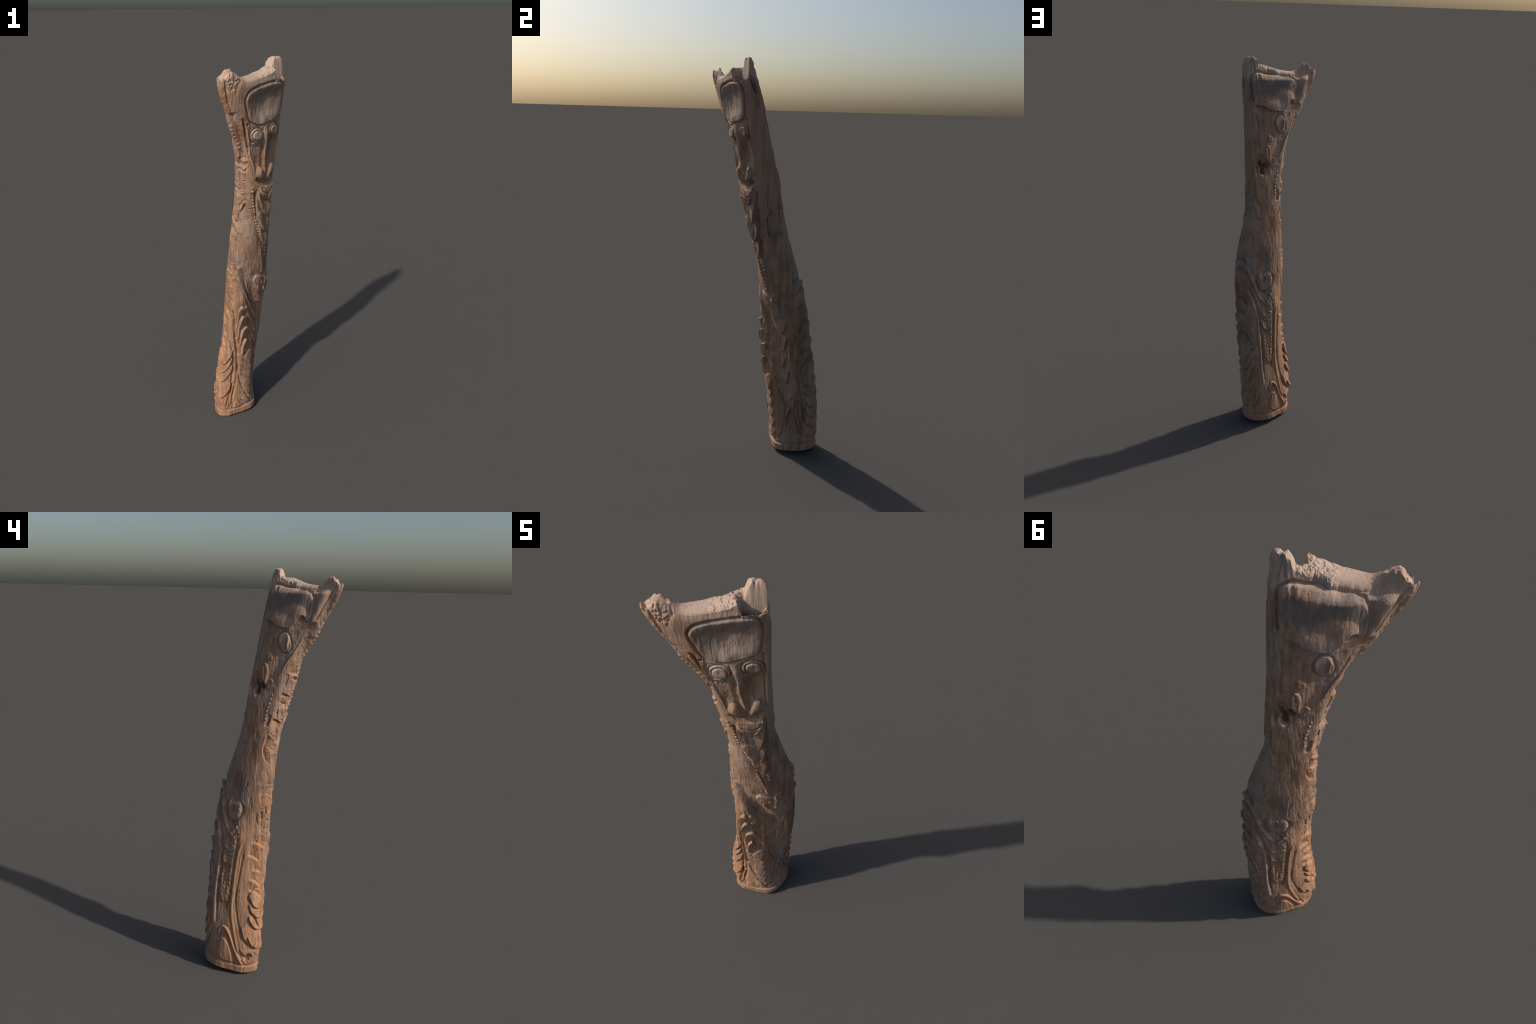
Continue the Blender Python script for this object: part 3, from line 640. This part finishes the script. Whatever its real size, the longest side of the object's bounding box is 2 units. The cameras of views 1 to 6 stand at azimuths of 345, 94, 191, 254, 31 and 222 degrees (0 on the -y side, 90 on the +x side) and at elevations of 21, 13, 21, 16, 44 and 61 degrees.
# ------------------------------------------------------------------- materials
def wood(name, darkening=0.0, slope=0.0, low=1.8):
    m = bpy.data.materials.new(name); m.use_nodes = True
    nt = m.node_tree; N = nt.nodes; L = nt.links
    bs = N['Principled BSDF']
    tc = N.new('ShaderNodeTexCoord')
    def mapping(s):
        n = N.new('ShaderNodeMapping'); n.inputs['Scale'].default_value = s
        L.new(tc.outputs['Object'], n.inputs['Vector']); return n.outputs['Vector']
    def tex(s, scale, detail=4, rough=.55):
        n = N.new('ShaderNodeTexNoise'); n.inputs['Scale'].default_value = scale
        n.inputs['Detail'].default_value = detail; n.inputs['Roughness'].default_value = rough
        L.new(mapping(s), n.inputs['Vector']); return n.outputs['Fac']
    def ramp(fac, a, b):
        n = N.new('ShaderNodeMapRange'); n.interpolation_type = 'SMOOTHSTEP'
        n.inputs['From Min'].default_value = a; n.inputs['From Max'].default_value = b
        L.new(fac, n.inputs['Value']); return n.outputs['Result']
    def mix(fac, a, b, mode='MIX'):
        n = N.new('ShaderNodeMix'); n.data_type = 'RGBA'; n.blend_type = mode
        for v, sk in ((fac, n.inputs[0]), (a, n.inputs[6]), (b, n.inputs[7])):
            if isinstance(v, (int, float)): sk.default_value = v
            elif isinstance(v, tuple): sk.default_value = v + (1,)
            else: L.new(v, sk)
        return n.outputs[2]
    def math_(op, a, b=None, c=None):
        n = N.new('ShaderNodeMath'); n.operation = op
        for v, sk in zip((a, b, c), n.inputs):
            if v is None: continue
            if isinstance(v, (int, float)): sk.default_value = v
            else: L.new(v, sk)
        return n.outputs[0]
    sep = N.new('ShaderNodeSeparateXYZ'); L.new(tc.outputs['Object'], sep.inputs[0])
    x, y, z = sep.outputs
    grain = tex((1, 1, .06), 55, 5, .6)
    patch = tex((1, 1, .45), 9, 4)
    fine = tex((1, 1, .3), 130, 3)
    col = mix(ramp(grain, .30, .70), GRAIN_DARK, GRAIN_LIGHT)
    col = mix(math_('MULTIPLY', ramp(patch, .44, .60), .7), col, GREY)
    rust = math_('MULTIPLY', ramp(tex((1, 1, .3), 13, 6, .65), .50, .64), .55)
    col = mix(rust, col, RUST)
    # fresh, orange wood: left corner of the post and its foot
    left = math_('ADD', x, math_('MULTIPLY', tex((1, 1, .5), 7, 5), .16))
    left = ramp(left, .055, -.045)
    foot = ramp(math_('ADD', z, math_('MULTIPLY', tex((1, 1, 1), 12, 4), .10)), .115, .055)
    fresh = math_('MAXIMUM', left, math_('MULTIPLY', foot, .7))
    fresh = math_('MULTIPLY', fresh, math_('MULTIPLY_ADD', ramp(tex((1, 1, .5), 20, 6, .65), .40, .58), .62, .33))
    col = mix(fresh, col, mix(ramp(grain, .3, .7), FRESH_DARK, FRESH_LIGHT))
    # dark mottling everywhere, black weather stains mostly on the right flank
    mott = math_('MULTIPLY', ramp(tex((1, 1, .4), 30, 7, .7), .54, .70), .45)
    col = mix(mott, col, MOTTLE)
    st = ramp(tex((1, 1, .35), 6, 6, .65), .52, .64)
    flank = ramp(x, .02, .10)
    col = mix(math_('MULTIPLY', st, math_('MULTIPLY_ADD', flank, .30, .12)), col, BLACK)
    # grey-black grime round the middle of the shaft
    gr = ramp(tex((1, 1, .7), 17, 7, .7), .44, .60)
    zone = math_('MULTIPLY', ramp(z, .72, .86), ramp(z, 1.18, 1.0))
    col = mix(math_('MULTIPLY', math_('MULTIPLY', gr, zone), .55), col, GRIME)
    # hairline checks along the grain
    chk = ramp(tex((1, 1, .035), 100, 2, .5), .60, .68)
    col = mix(math_('MULTIPLY', chk, math_('MULTIPLY', ramp(patch, .36, .56), .6)), col, MOTTLE)
    # driftwood grey patches on the head
    dr = math_('MULTIPLY', ramp(tex((1, 1, .4), 10, 6, .6), .38, .60), ramp(z, 1.40, 1.75))
    col = mix(math_('MULTIPLY', dr, .5), col, DRIFT)
    # bleached end grain at the top
    top = ramp(math_('ADD', z, math_('MULTIPLY', tex((1, 1, .4), 14, 4), .06)), 1.90, 1.96)
    col = mix(math_('MULTIPLY', top, .6), col, BLEACH)
    # pale scuffs
    col = mix(math_('MULTIPLY', ramp(fine, .58, .75), .25), col, BLEACH)
    if darkening:
        # darker upper half of the forehead plates
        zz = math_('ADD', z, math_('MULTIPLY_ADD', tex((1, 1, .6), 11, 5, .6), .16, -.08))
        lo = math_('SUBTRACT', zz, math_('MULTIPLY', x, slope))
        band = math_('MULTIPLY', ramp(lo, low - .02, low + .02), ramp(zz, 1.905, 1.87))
        col = mix(math_('MULTIPLY', band, darkening), col, PANEL_DARK)
    L.new(col, bs.inputs['Base Color'])
    bs.inputs['Roughness'].default_value = .78
    bs.inputs['Specular IOR Level'].default_value = .3
    bp = N.new('ShaderNodeBump'); bp.inputs['Strength'].default_value = .6; bp.inputs['Distance'].default_value = .004
    h = math_('ADD', math_('MULTIPLY', grain, .8), math_('ADD', math_('MULTIPLY', fine, .4), math_('MULTIPLY', tex((1, 1, .5), 45, 5), .6)))
    h = math_('SUBTRACT', h, math_('MULTIPLY', chk, .4))
    L.new(h, bp.inputs['Height']); L.new(bp.outputs[0], bs.inputs['Normal'])
    return m

GRIME = (.125, .097, .082)
GRAIN_DARK = (.228, .130, .081); GRAIN_LIGHT = (.390, .238, .152)
GREY = (.330, .240, .190); RUST = (.39, .198, .102); MOTTLE = (.125, .082, .060); BLACK = (.08, .060, .051)
BLEACH = (.55, .405, .31); FRESH_DARK = (.285, .134, .065); FRESH_LIGHT = (.48, .252, .135); PANEL_DARK = (.125, .11, .107)
DRIFT = (.40, .305, .25)
MATS = {'wood': wood('weathered_wood'), 'forehead_panel': wood('dark_band_wood', .5, .42, 1.79), 'forehead_panel.back': wood('dark_band_back_wood', .6, 0.0, 1.815)}

# ----------------------------------------------------------------- build the mesh
V = P0 + NRM * D[..., None]
CAPR = 110
rim = V[-1]
# cap: rings shrink from the rim to the slab's middle line
pm = rim[:, :2] @ LONG; nm = (rim[:, :2] @ FACE)
pmid = np.clip(pm, -.285, .095)
nmid = np.interp(pmid, _po, (NFRONT + NBACK) / 2)
target = np.stack([pmid * LONG[0] + nmid * FACE[0], pmid * LONG[1] + nmid * FACE[1]], 1)
caps = []
for r in range(1, CAPR + 1):
    t = 1 - math.cos(r / CAPR * math.pi / 2)
    xy = rim[:, :2] * (1 - t) + target * t
    z = np.minimum(top_height(xy[:, 0], xy[:, 1], across(xy[:, 0], xy[:, 1]), 1 - t), 2.0)
    w = smooth(0, .03, np.full(COLS, t))
    z = rim[:, 2] * (1 - w) + z * w
    caps.append(np.concatenate([xy, z[:, None]], 1))
# foot: flat, slightly rounded under-edge
foot = []
c0 = V[0].mean(0)
for t, dz in ((.985, 0), (.5, .004), (.02, .004)):
    foot.append(c0 + (V[0] - c0) * [t, t, t] + [0, 0, dz])
V[0, :, 2] += .004
grid = np.concatenate([np.array(foot[::-1]), V, np.array(caps)], 0)
NFOOT = 3
NR = grid.shape[0]
co = grid.reshape(-1, 3)
a = np.arange(NR - 1)[:, None] * COLS + np.arange(COLS)[None, :]
b = np.arange(NR - 1)[:, None] * COLS + (np.arange(COLS)[None, :] + 1) % COLS
quads = np.stack([b, a, a + COLS, b + COLS], -1).reshape(-1, 4)
# vertex normals of the whole skin
fn = np.cross(co[quads[:, 2]] - co[quads[:, 0]], co[quads[:, 3]] - co[quads[:, 1]])
vn = np.zeros_like(co)
for k in range(4):
    for ax in range(3):
        vn[:, ax] += np.bincount(quads[:, k], fn[:, ax], minlength=len(co))
vn /= np.linalg.norm(vn, axis=1, keepdims=True) + 1e-20

# ---- which part each face belongs to
lab = np.zeros((NR - 1, COLS), int)
lab[:NFOOT + ROWS - 1] = 0
inner = LABEL[:-1]
lab[NFOOT:NFOOT + ROWS - 1] = inner
lab[:NFOOT] = inner[0]
lab[NFOOT + ROWS - 1:] = PARTS.index('broken_top')
lab = lab.reshape(-1)

root = bpy.data.objects.new('carved_wooden_post', None)
bpy.context.scene.collection.objects.link(root)
root['label'] = 'tall leaning weathered wooden post carved with masks and leaf lobes'
root['category'] = 'wood carving'

def make_part(name, faces, mat):
    vid, inv = np.unique(faces, return_inverse=True)
    me = bpy.data.meshes.new(name)
    me.vertices.add(len(vid)); me.vertices.foreach_set('co', co[vid].astype(np.float32).ravel())
    me.loops.add(faces.size); me.loops.foreach_set('vertex_index', inv.reshape(-1).astype(np.int32))
    me.polygons.add(len(faces))
    me.polygons.foreach_set('loop_start', (np.arange(len(faces)) * 4).astype(np.int32))
    me.polygons.foreach_set('use_smooth', np.ones(len(faces), bool))
    me.update(calc_edges=True)
    me.normals_split_custom_set_from_vertices(vn[vid].astype(np.float32))
    me.materials.append(mat)
    ob = bpy.data.objects.new(name, me); ob.parent = root
    bpy.context.scene.collection.objects.link(ob)
    return ob

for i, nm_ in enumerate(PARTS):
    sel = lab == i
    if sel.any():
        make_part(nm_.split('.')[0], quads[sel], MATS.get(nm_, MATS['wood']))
